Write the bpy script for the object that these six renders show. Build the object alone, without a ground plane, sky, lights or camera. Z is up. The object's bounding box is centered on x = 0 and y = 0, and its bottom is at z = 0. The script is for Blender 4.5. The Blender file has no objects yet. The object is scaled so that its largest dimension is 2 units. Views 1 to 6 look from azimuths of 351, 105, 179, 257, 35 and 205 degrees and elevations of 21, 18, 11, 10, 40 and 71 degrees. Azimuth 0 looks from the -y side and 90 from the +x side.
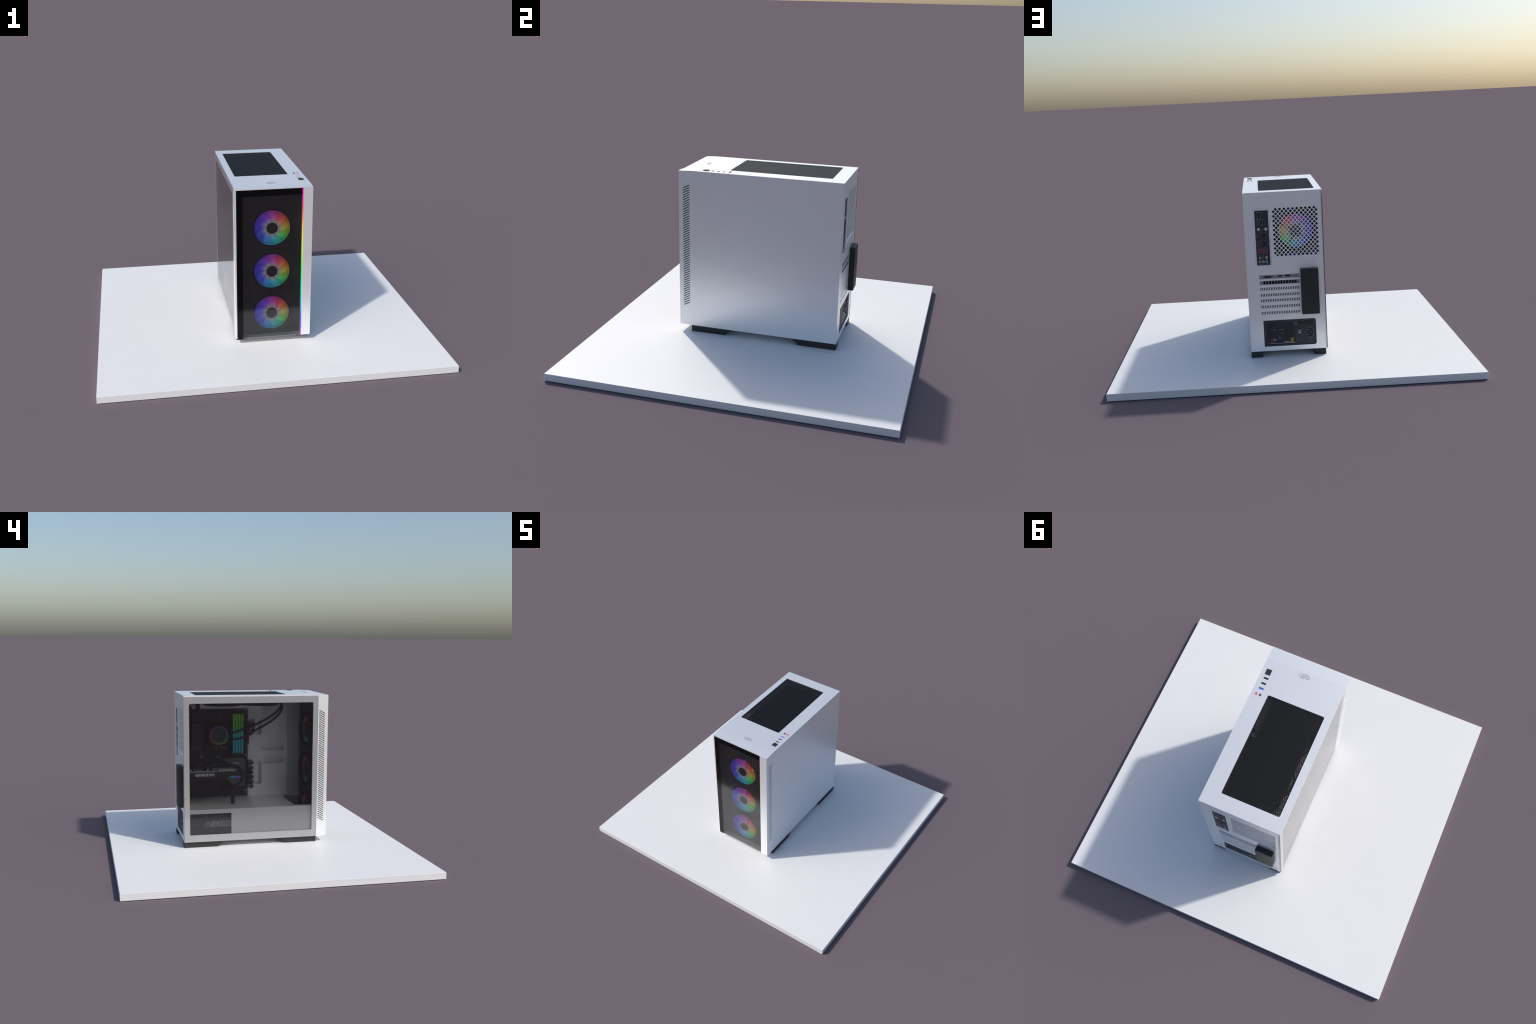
import bpy, bmesh, math, random
from mathutils import Vector, Matrix

random.seed(7)
R = random.Random(11)

# ------------------------------------------------------------------ materials
def srgb(*c):
    return tuple((v / 12.92 if v <= 0.04045 else ((v + 0.055) / 1.055) ** 2.4) for v in c)

def new_mat(name):
    m = bpy.data.materials.new(name)
    m.use_nodes = True
    nt = m.node_tree
    return m, nt, nt.nodes["Principled BSDF"]

def pbr(name, col, rough=0.5, metal=0.0, spec=0.5, grain=0.0, scale=220.0, coat=0.0, bump=0.0):
    """Plain painted / moulded surface with a faint procedural tone and grain variation."""
    m, nt, b = new_mat(name)
    b.inputs["Roughness"].default_value = rough
    b.inputs["Metallic"].default_value = metal
    b.inputs["Specular IOR Level"].default_value = spec
    b.inputs["Coat Weight"].default_value = coat
    b.inputs["Coat Roughness"].default_value = 0.08
    tc = nt.nodes.new("ShaderNodeTexCoord")
    nz = nt.nodes.new("ShaderNodeTexNoise")
    nz.inputs["Scale"].default_value = scale
    nz.inputs["Detail"].default_value = 3
    nt.links.new(tc.outputs["Object"], nz.inputs["Vector"])
    rp = nt.nodes.new("ShaderNodeValToRGB")
    a, z = rp.color_ramp.elements
    a.position, z.position = 0.3, 0.7
    a.color = (*[c * (1 - grain) for c in col], 1)
    z.color = (*[min(1, c * (1 + grain)) for c in col], 1)
    nt.links.new(nz.outputs["Fac"], rp.inputs["Fac"])
    nt.links.new(rp.outputs["Color"], b.inputs["Base Color"])
    if bump:
        bp = nt.nodes.new("ShaderNodeBump")
        bp.inputs["Strength"].default_value = bump
        bp.inputs["Distance"].default_value = 0.001
        nt.links.new(nz.outputs["Fac"], bp.inputs["Height"])
        nt.links.new(bp.outputs["Normal"], b.inputs["Normal"])
    return m

def glass(name, tint, rough=0.03, ior=1.45):
    m, nt, b = new_mat(name)
    b.inputs["Base Color"].default_value = (*tint, 1)
    b.inputs["Transmission Weight"].default_value = 1.0
    b.inputs["Roughness"].default_value = rough
    b.inputs["IOR"].default_value = ior
    return m

def math_node(nt, op, a=None, b=None, va=None, vb=None):
    n = nt.nodes.new("ShaderNodeMath")
    n.operation = op
    if a is not None: nt.links.new(a, n.inputs[0])
    elif va is not None: n.inputs[0].default_value = va
    if b is not None: nt.links.new(b, n.inputs[1])
    elif vb is not None: n.inputs[1].default_value = vb
    return n.outputs[0]

def coords(nt):
    tc = nt.nodes.new("ShaderNodeTexCoord")
    s = nt.nodes.new("ShaderNodeSeparateXYZ")
    nt.links.new(tc.outputs["Object"], s.inputs[0])
    return s.outputs

def ramp(nt, fac, stops, interp="LINEAR"):
    r = nt.nodes.new("ShaderNodeValToRGB")
    r.color_ramp.interpolation = interp
    el = r.color_ramp.elements
    while len(el) < len(stops): el.new(0.5)
    for e, (p, c) in zip(el, stops):
        e.position, e.color = p, (*c, 1)
    nt.links.new(fac, r.inputs["Fac"])
    return r.outputs["Color"]

# hues of a lit fan, counter-clockwise from the +x side seen from the front
WHEEL = [(0.00, (0.62, 0.50, 0.04)), (0.083, (0.85, 0.22, 0.05)), (0.155, (0.80, 0.06, 0.12)),
         (0.25, (0.56, 0.07, 0.62)), (0.36, (0.17, 0.05, 0.80)), (0.50, (0.06, 0.04, 0.78)),
         (0.61, (0.05, 0.10, 0.80)), (0.72, (0.04, 0.42, 0.90)), (0.82, (0.04, 0.60, 0.50)),
         (0.90, (0.06, 0.75, 0.12)), (0.96, (0.35, 0.65, 0.05)), (1.00, (0.62, 0.50, 0.04))]

def angle_wheel(nt, xyz, u, v, flip=1):
    a = math_node(nt, "ARCTAN2", xyz[v], xyz[u] if flip > 0 else math_node(nt, "MULTIPLY", xyz[u], vb=-1))
    f = math_node(nt, "ADD", math_node(nt, "DIVIDE", a, vb=math.tau), vb=1.0)
    return math_node(nt, "FRACT", f)

def led_wheel(name, strength, pale=True, uv=(0, 2), flip=1, wheel=WHEEL, r0=0.036, r1=0.075):
    m, nt, b = new_mat(name)
    xyz = coords(nt)
    col = ramp(nt, angle_wheel(nt, xyz, *uv, flip), wheel)
    if pale:
        rr = math_node(nt, "SQRT", math_node(nt, "ADD", math_node(nt, "POWER", xyz[uv[0]], vb=2), math_node(nt, "POWER", xyz[uv[1]], vb=2)))
        mr = nt.nodes.new("ShaderNodeMapRange")
        nt.links.new(rr, mr.inputs[0])
        mr.inputs[1].default_value, mr.inputs[2].default_value = r0, r1
        mr.interpolation_type = "SMOOTHSTEP"
        mx = nt.nodes.new("ShaderNodeMix")
        mx.data_type = "RGBA"
        nt.links.new(mr.outputs[0], mx.inputs["Factor"])
        mx.inputs["A"].default_value = (0.50, 0.47, 0.52, 1)
        nt.links.new(col, mx.inputs["B"])
        col = mx.outputs["Result"]
    b.inputs["Base Color"].default_value = (0.02, 0.02, 0.02, 1)
    nt.links.new(col, b.inputs["Emission Color"])
    b.inputs["Emission Strength"].default_value = strength
    b.inputs["Roughness"].default_value = 0.4
    return m

def lit_rotor_material(strength, one_sided=False):
    """Emissive rotor: hue runs round the hub, pale near the hub, soft blade shading towards the rim."""
    m, nt, b = new_mat("lit_rotor")
    xyz = coords(nt)
    ang = angle_wheel(nt, xyz, 0, 2)
    col = ramp(nt, ang, WHEEL)
    rr = math_node(nt, "SQRT", math_node(nt, "ADD", math_node(nt, "POWER", xyz[0], vb=2), math_node(nt, "POWER", xyz[2], vb=2)))
    pale = ramp(nt, math_node(nt, "DIVIDE", rr, vb=0.1), [(0.34, (0, 0, 0)), (0.44, (0.22, 0.22, 0.22)), (0.60, (0.90, 0.90, 0.90)), (0.72, (1, 1, 1))])
    mx = nt.nodes.new("ShaderNodeMix"); mx.data_type = "RGBA"
    nt.links.new(pale, mx.inputs["Factor"]); mx.inputs["A"].default_value = (0.46, 0.43, 0.48, 1); nt.links.new(col, mx.inputs["B"])
    turn = math_node(nt, "FRACT", math_node(nt, "ADD", math_node(nt, "MULTIPLY", ang, vb=9.0), math_node(nt, "MULTIPLY", rr, vb=-9.0)))
    blade = ramp(nt, turn, [(0.0, (0.76, 0.76, 0.76)), (0.25, (1.12, 1.12, 1.12)), (0.6, (1.0, 1.0, 1.0)), (1.0, (0.76, 0.76, 0.76))])
    rim = ramp(nt, math_node(nt, "DIVIDE", rr, vb=0.1), [(0.33, (0.85, 0.85, 0.85)), (0.62, (1.2, 1.2, 1.2)), (0.84, (0.90, 0.90, 0.90)), (0.98, (0.52, 0.52, 0.52))])
    for src in (blade, rim):
        k = nt.nodes.new("ShaderNodeMix"); k.data_type, k.blend_type = "RGBA", "MULTIPLY"
        k.inputs["Factor"].default_value = 1.0
        nt.links.new(mx.outputs["Result"], k.inputs["A"]); nt.links.new(src, k.inputs["B"])
        mx = k
    b.inputs["Base Color"].default_value = (0.02, 0.02, 0.02, 1)
    nt.links.new(mx.outputs["Result"], b.inputs["Emission Color"])
    if one_sided:        # emission turned down on back faces to match the faint colour through the window
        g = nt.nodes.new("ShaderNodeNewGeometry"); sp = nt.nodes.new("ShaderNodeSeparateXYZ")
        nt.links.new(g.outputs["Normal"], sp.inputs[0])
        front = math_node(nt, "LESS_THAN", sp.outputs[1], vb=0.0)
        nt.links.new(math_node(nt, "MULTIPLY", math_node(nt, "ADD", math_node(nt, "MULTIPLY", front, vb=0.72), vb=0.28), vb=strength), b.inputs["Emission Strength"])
    else:
        b.inputs["Emission Strength"].default_value = strength
    b.inputs["Roughness"].default_value = 0.4
    return m

def led_along(name, axis, lo, hi, stops, strength):
    m, nt, b = new_mat(name)
    xyz = coords(nt)
    f = math_node(nt, "DIVIDE", math_node(nt, "SUBTRACT", xyz[axis], vb=lo), vb=hi - lo)
    col = ramp(nt, f, stops)
    b.inputs["Base Color"].default_value = (0.02, 0.02, 0.02, 1)
    nt.links.new(col, b.inputs["Emission Color"])
    b.inputs["Emission Strength"].default_value = strength
    return m

M = {}
M["slab"] = pbr("white_slab", (0.80, 0.80, 0.80), 0.5, grain=0.008, scale=9)
M["white"] = pbr("white_paint", (0.985, 0.985, 0.985), 0.35, metal=0.58, grain=0.012, scale=14)
M["inner_white"] = pbr("white_inner_steel", (0.93, 0.93, 0.93), 0.42, metal=0.35, grain=0.006, scale=14)
M["border"] = pbr("smoked_white_border", (0.415, 0.415, 0.415), 0.35, metal=0.5, grain=0.004, scale=10, coat=1.0)
M["glass_edge"] = pbr("glass_edge", (0.09, 0.092, 0.095), 0.3)
M["pane"] = glass("smoked_pane", (0.63, 0.63, 0.635), 0.10)
M["front_pane"] = glass("front_pane", (0.62, 0.62, 0.62), 0.11, 1.45)
M["front_pane_back"] = glass("front_pane_back", (0.62, 0.62, 0.62), 0.0, 1.5)
M["gloss_black"] = pbr("gloss_black_border", (0.0010, 0.0010, 0.0010), 0.14, spec=0.25)
M["black"] = pbr("black_plastic", (0.017, 0.017, 0.018), 0.55, grain=0.1)
M["matte"] = pbr("matte_black", (0.006, 0.006, 0.006), 0.95, spec=0.04)
M["inner_black"] = pbr("black_panel", (0.022, 0.022, 0.023), 0.6, grain=0.08)
M["foot"] = pbr("foot_rubber", (0.022, 0.022, 0.023), 0.6, grain=0.1)
M["mesh"] = pbr("filter_mesh", (0.011, 0.0115, 0.0125), 0.42, spec=0.5, grain=0.1)
M["pcb"] = pbr("dark_board", (0.010, 0.011, 0.012), 0.5, grain=0.3, scale=60)
M["heatsink"] = pbr("gunmetal", (0.13, 0.13, 0.135), 0.45, metal=0.4, grain=0.1)
M["trim"] = pbr("card_trim", (0.30, 0.30, 0.31), 0.45, metal=0.3, grain=0.06)
M["lightgrey"] = pbr("grey_metal", (0.42, 0.42, 0.43), 0.4, metal=0.3, grain=0.05)
M["bracket"] = pbr("bracket_steel", (0.33, 0.31, 0.33), 0.45, metal=0.35, grain=0.06)
M["shield"] = pbr("port_shield", (0.030, 0.033, 0.042), 0.45, grain=0.08)
M["print"] = pbr("grey_print", (0.36, 0.37, 0.40), 0.5)
M["print_mid"] = pbr("silver_print", (0.20, 0.21, 0.23), 0.5)
M["hole"] = pbr("port_dark", (0.006, 0.006, 0.007), 0.6)
M["red"] = pbr("port_red", (0.42, 0.03, 0.05), 0.4)
M["jack_red"] = pbr("jack_red", (0.75, 0.05, 0.06), 0.4)
M["blue"] = pbr("usb_blue", (0.02, 0.16, 0.95), 0.4)
M["blue_dim"] = pbr("usb_blue_shell", (0.10, 0.14, 0.38), 0.4)
M["usb_grey"] = pbr("usb_tongue", (0.06, 0.065, 0.075), 0.4)
M["brass"] = pbr("antenna_brass", (0.72, 0.68, 0.55), 0.35, metal=0.5)
M["peach"] = pbr("jack_peach", (0.70, 0.48, 0.34), 0.4)
M["pink"] = pbr("jack_pink", (0.62, 0.32, 0.31), 0.4)
M["lime"] = pbr("jack_lime", (0.42, 0.56, 0.38), 0.4)
M["sky"] = pbr("jack_blue", (0.30, 0.48, 0.66), 0.4)
M["gold_jack"] = pbr("jack_gold", (0.16, 0.13, 0.07), 0.4)
M["socket"] = pbr("socket_grey", (0.060, 0.062, 0.075), 0.45)
M["rocker"] = pbr("rocker_grey", (0.13, 0.135, 0.16), 0.4)
M["psu"] = pbr("psu_black", (0.032, 0.033, 0.036), 0.5, grain=0.08)
M["band"] = pbr("psu_band", (0.30, 0.30, 0.31), 0.5)
M["logo"] = pbr("logo_grey", (0.27, 0.28, 0.31), 0.35, metal=0.55)
M["hose"] = pbr("rubber_hose", (0.012, 0.012, 0.013), 0.55, bump=0.3, grain=0.2, scale=500)
M["text_white"] = pbr("lettering_white", (0.85, 0.85, 0.86), 0.5)
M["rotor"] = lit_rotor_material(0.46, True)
M["rear_rotor"] = lit_rotor_material(0.20)
M["rear_ring"] = led_wheel("lit_rear_ring", 0.12, pale=False)
GLOW = [(0.0, (0.25, 0.20, 0.03)), (0.14, (0.55, 0.10, 0.05)), (0.27, (0.55, 0.04, 0.09)), (0.38, (0.06, 0.01, 0.05)), (0.60, (0.01, 0.02, 0.06)),
        (0.72, (0.02, 0.28, 0.30)), (0.82, (0.03, 0.42, 0.22)), (1.0, (0.25, 0.20, 0.03))]
M["fan_glow"] = led_wheel("lit_fan_back", 0.075, pale=False, wheel=GLOW)
M["rotor_ring"] = led_wheel("lit_ring", 0.55, pale=False)
PUMP_WHEEL = [(0, (0.06, 0.30, 0.62)), (0.12, (0.12, 0.10, 0.66)), (0.25, (0.30, 0.07, 0.55)), (0.38, (0.42, 0.05, 0.42)),
              (0.50, (0.55, 0.06, 0.12)), (0.62, (0.58, 0.14, 0.05)), (0.72, (0.50, 0.36, 0.03)), (0.82, (0.18, 0.55, 0.05)),
              (0.92, (0.05, 0.50, 0.25)), (1, (0.06, 0.30, 0.62))]
M["pump_ring"] = led_wheel("lit_pump_ring", 0.14, pale=False, uv=(1, 2), flip=-1, wheel=PUMP_WHEEL)
M["ram_light"] = led_along("lit_memory_bar", 2, 0.585, 0.85,
                           [(0.0, (0.05, 0.42, 0.62)), (0.42, (0.04, 0.52, 0.60)), (0.54, (0.05, 0.50, 0.30)), (0.62, (0.07, 0.52, 0.06)), (1.0, (0.22, 0.50, 0.03))], 0.19)
M["strip"] = led_along("lit_strip", 2, 0.077, 0.99,
                       [(0.0, (0.75, 0.12, 1.0)), (0.06, (0.22, 0.06, 1.0)), (0.14, (0.03, 0.12, 1.0)), (0.24, (0.0, 0.75, 1.0)), (0.34, (0.0, 1.0, 0.55)),
                        (0.48, (0.04, 0.95, 0.03)), (0.60, (0.55, 1.0, 0.02)), (0.70, (1.0, 0.72, 0.02)), (0.80, (1.0, 0.22, 0.03)), (0.88, (1.0, 0.02, 0.10)),
                        (0.96, (1.0, 0.0, 0.55)), (1.0, (1.0, 0.01, 0.72))], 0.92)
M["armor_light"] = led_along("lit_board_accent", 1, 0.03, 0.11, [(0.0, (0.20, 0.06, 0.9)), (0.4, (0.08, 0.12, 0.8)), (1.0, (0.02, 0.50, 0.48))], 0.35)
M["vent_reflection"] = led_along("modelled_vent_reflection", 2, -0.095, 0.095, [(0.0, (0.05, 0.45, 0.50)), (0.2, (0.04, 0.50, 0.36)), (0.42, (0.07, 0.36, 0.10)), (0.6, (0.42, 0.28, 0.06)), (0.78, (0.62, 0.20, 0.12)), (0.9, (0.62, 0.10, 0.24)), (1.0, (0.60, 0.10, 0.42))], 0.42)
M["blue_patch"] = led_along("emissive_blue_patch", 0, -1, 1, [(0, (0.02, 0.01, 0.5)), (1, (0.02, 0.01, 0.5))], 0.16)

# ------------------------------------------------------------------ mesh building
AX = {"x": (1, 2, 0), "y": (0, 2, 1), "z": (0, 1, 2)}   # (u, v, w) -> which world axis

def put(axis, u, v, w):
    p = [0, 0, 0]
    a = AX[axis]
    p[a[0]], p[a[1]], p[a[2]] = u, v, w
    return p

class Build:
    """Collects primitives into one mesh; each primitive may carry its own material."""
    def __init__(s):
        s.bm, s.mats = bmesh.new(), []
    def slot(s, mat):
        if mat not in s.mats: s.mats.append(mat)
        return s.mats.index(mat)
    def faces(s, verts, faces, mat, smooth=False):
        vs = [s.bm.verts.new(v) for v in verts]
        i, out = s.slot(mat), []
        for f in faces:
            try:
                fc = s.bm.faces.new([vs[k] for k in f])
            except ValueError:
                continue
            fc.material_index, fc.smooth = i, smooth
            out.append(fc)
        return vs, out
    def box(s, x0, x1, y0, y1, z0, z1, mat, bevel=0.0, seg=2):
        x0, x1 = min(x0, x1), max(x0, x1); y0, y1 = min(y0, y1), max(y0, y1); z0, z1 = min(z0, z1), max(z0, z1)
        v = [(x0, y0, z0), (x1, y0, z0), (x1, y1, z0), (x0, y1, z0), (x0, y0, z1), (x1, y0, z1), (x1, y1, z1), (x0, y1, z1)]
        vs, fs = s.faces(v, [(0, 3, 2, 1), (4, 5, 6, 7), (0, 1, 5, 4), (1, 2, 6, 5), (2, 3, 7, 6), (3, 0, 4, 7)], mat)
        if bevel:
            ed = list({e for f in fs for e in f.edges})
            bmesh.ops.bevel(s.bm, geom=ed, offset=bevel, segments=seg, affect="EDGES", profile=0.5, material=s.slot(mat))
        return s
    def prism(s, axis, poly, w0, w1, mat, smooth=False):
        """Extrude a convex or simple polygon along an axis."""
        n = len(poly)
        v = [put(axis, u, t, w0) for u, t in poly] + [put(axis, u, t, w1) for u, t in poly]
        f = [tuple(range(n)), tuple(range(2 * n - 1, n - 1, -1))]
        vs, fs = s.faces(v, f, mat)
        i = s.slot(mat)
        for k in range(n):
            fc = s.bm.faces.new([vs[k], vs[(k + 1) % n], vs[n + (k + 1) % n], vs[n + k]])
            fc.material_index, fc.smooth = i, smooth
            fs.append(fc)
        bmesh.ops.recalc_face_normals(s.bm, faces=fs)
        return s
    def disc(s, axis, cu, cv, r, w0, w1, mat, seg=32):
        return s.prism(axis, [(cu + r * math.cos(math.tau * k / seg), cv + r * math.sin(math.tau * k / seg)) for k in range(seg)], w0, w1, mat, True)
    def ring(s, axis, cu, cv, r0, r1, w0, w1, mat, seg=40):
        i, rows = s.slot(mat), []
        for r, w in ((r0, w0), (r1, w0), (r1, w1), (r0, w1)):
            rows.append([s.bm.verts.new(put(axis, cu + r * math.cos(math.tau * k / seg), cv + r * math.sin(math.tau * k / seg), w)) for k in range(seg)])
        fs = []
        for a in range(4):
            for k in range(seg):
                fc = s.bm.faces.new([rows[a][k], rows[a][(k + 1) % seg], rows[(a + 1) % 4][(k + 1) % seg], rows[(a + 1) % 4][k]])
                fc.material_index, fc.smooth = i, a in (1, 3)
                fs.append(fc)
        bmesh.ops.recalc_face_normals(s.bm, faces=fs)
        return s
    def tube(s, pts, r, mat, seg=10, sub=6, closed=False):
        p = [Vector(q) for q in pts]
        path = []
        for k in range(len(p) - 1):
            a, b, c, d = p[max(k - 1, 0)], p[k], p[k + 1], p[min(k + 2, len(p) - 1)]
            for j in range(sub):
                t = j / sub
                path.append(0.5 * ((2 * b) + (c - a) * t + (2 * a - 5 * b + 4 * c - d) * t * t + (3 * b - a - 3 * c + d) * t ** 3))
        path.append(p[-1])
        rows, up = [], Vector((0.3, 0.2, 0.9)).normalized()
        for k, q in enumerate(path):
            tan = (path[min(k + 1, len(path) - 1)] - path[max(k - 1, 0)]).normalized()
            n = (up - tan * up.dot(tan)).normalized()
            bnm = tan.cross(n)
            up = n
            rows.append([s.bm.verts.new(q + r * (n * math.cos(math.tau * j / seg) + bnm * math.sin(math.tau * j / seg))) for j in range(seg)])
        i, fs = s.slot(mat), []
        for a, b in zip(rows, rows[1:]):
            for j in range(seg):
                fc = s.bm.faces.new([a[j], a[(j + 1) % seg], b[(j + 1) % seg], b[j]])
                fc.material_index, fc.smooth = i, True
                fs.append(fc)
        for end in (rows[0], rows[-1]):
            fc = s.bm.faces.new(end); fc.material_index = i; fs.append(fc)
        bmesh.ops.recalc_face_normals(s.bm, faces=fs)
        return s
    def curve_mesh(s, cu, axis, w0, w1, mat, place=None):
        ob = bpy.data.objects.new("helper_outline", cu)
        bpy.context.scene.collection.objects.link(ob)
        bpy.context.view_layer.update()
        me = bpy.data.meshes.new_from_object(ob.evaluated_get(bpy.context.evaluated_depsgraph_get()))
        bpy.data.objects.remove(ob); bpy.data.curves.remove(cu)
        t = bmesh.new(); t.from_mesh(me); bpy.data.meshes.remove(me)
        bmesh.ops.remove_doubles(t, verts=t.verts, dist=1e-6)
        mid, half = (w0 + w1) / 2, abs(w1 - w0) / 2
        for v in t.verts:
            u, q, w = v.co
            w = mid + (half if w > 0 else -half)
            if place: u, q = place(u, q)
            v.co = put(axis, u, q, w)
        bmesh.ops.recalc_face_normals(t, faces=t.faces)
        i = s.slot(mat)
        vmap = {v: s.bm.verts.new(v.co) for v in t.verts}
        for f in t.faces:
            try:
                fc = s.bm.faces.new([vmap[v] for v in f.verts])
                fc.material_index = i
            except ValueError:
                pass
        t.free()
        return s
    def plate(s, axis, outline, holes, w0, w1, mat):
        """Sheet lying across an axis, with an outline and cut-outs, from w0 to w1."""
        cu = bpy.data.curves.new("helper_plate", "CURVE")
        cu.dimensions, cu.fill_mode, cu.extrude = "2D", "BOTH", 0.5
        for poly in [outline] + list(holes):
            sp = cu.splines.new("POLY")
            sp.points.add(len(poly) - 1)
            for k, (u, v) in enumerate(poly): sp.points[k].co = (u, v, 0, 1)
            sp.use_cyclic_u = True
        return s.curve_mesh(cu, axis, w0, w1, mat)
    def text(s, body, axis, cu, cv, width, height, w0, w1, mat, mirror=False, flip=False, shear=0.0, bold=0.0):
        """Lettering fitted in a width x height box centred on (cu, cv)."""
        c = bpy.data.curves.new("helper_text", "FONT")
        c.body, c.extrude, c.align_x, c.size, c.resolution_u = body, 0.5, "LEFT", 1.0, 3
        c.offset, c.shear = bold, shear
        ob = bpy.data.objects.new("helper_probe", c)
        bpy.context.scene.collection.objects.link(ob); bpy.context.view_layer.update()
        bb = [Vector(q) for q in ob.bound_box]
        bpy.data.objects.remove(ob)
        x0, x1 = min(q.x for q in bb), max(q.x for q in bb); y0, y1 = min(q.y for q in bb), max(q.y for q in bb)
        su, sv = width / (x1 - x0) * (-1 if mirror else 1), height / (y1 - y0) * (-1 if flip else 1)
        return s.curve_mesh(c, axis, w0, w1, mat, lambda u, v: (cu + (u - (x0 + x1) / 2) * su, cv + (v - (y0 + y1) / 2) * sv))
    def make(s, name, parent=None, origin=(0, 0, 0), stuff=False):
        me = bpy.data.meshes.new(name)
        s.bm.to_mesh(me); s.bm.free()
        for m in s.mats: me.materials.append(m)
        return add(name, me, parent, origin, stuff)

WORLD = {}
def add(name, data, parent=None, loc=(0, 0, 0), stuff=False):
    o = bpy.data.objects.new(name, data)
    bpy.context.scene.collection.objects.link(o)
    WORLD[o.name] = Vector(loc)
    if parent:
        o.parent = parent
        o.location = Vector(loc) - WORLD[parent.name]
    else:
        o.location = loc
    if stuff: o["kind"] = "stuff"
    return o

def rect(u0, u1, v0, v1): return [(u0, v0), (u1, v0), (u1, v1), (u0, v1)]
def rrect(u0, u1, v0, v1, r, n=5, radii=None):
    """Rectangle with rounded corners; radii = (lower-left, lower-right, upper-right, upper-left)."""
    out, rad = [], radii or (r, r, r, r)
    for (cu, cv, a0), q in zip(((u0, v0, 180), (u1, v0, 270), (u1, v1, 0), (u0, v1, 90)), rad):
        if q <= 0: out.append((cu, cv)); continue
        ox, oy = cu + (q if cu == u0 else -q), cv + (q if cv == v0 else -q)
        for k in range(n + 1):
            a = math.radians(a0 + 90 * k / n)
            out.append((ox + q * math.cos(a), oy + q * math.sin(a)))
    return out
def circle(cu, cv, r, n=24): return [(cu + r * math.cos(math.tau * k / n), cv + r * math.sin(math.tau * k / n)) for k in range(n)]
def ngon(cu, cv, ru, rv, n, a0=0.0): return [(cu + ru * math.cos(a0 + math.tau * k / n), cv + rv * math.sin(a0 + math.tau * k / n)) for k in range(n)]

# ------------------------------------------------------------------ sizes
XL, XF, XR = -0.197, -0.187, 0.245       # outer glass face, steel frame behind it, right side panel
YF, YP, YB = -0.4545, -0.4605, 0.468     # front face, pillar face, back face
YS = -0.389                              # where the front section begins
Z0, Z1 = 0.0768, 0.9955                  # bottom and top of the case
SLAB = 0.040

# ------------------------------------------------------------------ the slab
slab = Build().box(-1.0, 1.0, -0.9135, 0.9135, 0.0, SLAB, M["slab"], bevel=0.0012, seg=2).make("display_slab")
slab["label"], slab["category"] = "wide thin flat white rectangular display slab", "display base"

tower = add("computer_tower", None, None, (0.024, 0.004, SLAB))
tower["label"] = "white desktop computer tower with glass sides and rainbow fans"
tower["category"] = "desktop computer"

# ------------------------------------------------------------------ feet
def foot(y_flat, y_bottom, y_top):
    b = Build()
    b.prism("x", [(y_flat, SLAB + 0.0004), (y_bottom, SLAB + 0.0004), (y_top, Z0), (y_flat, Z0)], -0.187, -0.1205, M["foot"])
    return b
for x_shift in (0.0, 0.3655):
    for prof in ((-0.389, -0.187, -0.149), (YB - 0.0005, 0.2535, 0.2125)):
        foot(*prof).make("foot", tower, (0, 0, 0)).location.x += x_shift

# ------------------------------------------------------------------ outer shell
# top panel with openings for the filter mesh, the button and the ports
MESH_U, MESH_V = (-0.1597, 0.1565), (-0.1905, 0.388)
BTN = (0.1929, 0.2214, -0.3268, -0.2950)
USB_Y = (-0.2729, -0.2411, -0.2104)
JACKS = ((0.2170, -0.1741), (0.1949, -0.1740))
holes = [rrect(*MESH_U, *MESH_V, 0.008)]
holes += [rect(0.1920, 0.2184, y - 0.0056, y + 0.0056) for y in USB_Y]
holes += [circle(u, v, 0.0038, 16) for u, v in JACKS]
b = Build()
b.plate("z", rect(XL, XR, YS, YB), holes, Z1 - 0.0085, Z1, M["white"])
top_panel = b.make("top_panel", tower)
# gently sloped front cap of the top
b = Build()
b.prism("x", [(YS, Z1 - 0.0085), (YS, Z1), (YF, 0.9918), (YF, 0.9858)], XL, 0.1864, M["white"])
b.prism("x", [(YS, Z1 - 0.0085), (YS, Z1), (YF, 0.9918), (YF, 0.9908), (YF + 0.0042, 0.9908), (YF + 0.0042, 0.9858)], 0.1864, 0.1913, M["white"])
b.prism("z", [(0.1864, YF), (0.1913, YP), (0.1913, YF)], 0.9908, 0.9915, M["white"])
b.prism("x", [(YS, Z1 - 0.0085), (YS, Z1), (YP, 0.9915), (YP, 0.9858)], 0.1913, XR, M["white"])
b.make("top_front_cap", top_panel)

SLOT_N, SLOT_TOP, SLOT_STEP = 52, 0.8956, (0.8956 - 0.2010) / 51
def slot_holes(lift=0.0, shift=0.0, drop=0.0215):
    out, h = [], 0.0027
    for k in range(SLOT_N):
        za = SLOT_TOP + lift - SLOT_STEP * k
        zb = za - drop
        out.append([(-0.4345 - shift, zb - h), (-0.396 - shift, za - h), (-0.396 - shift, za + h), (-0.4345 - shift, zb + h)])
    return out

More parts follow.
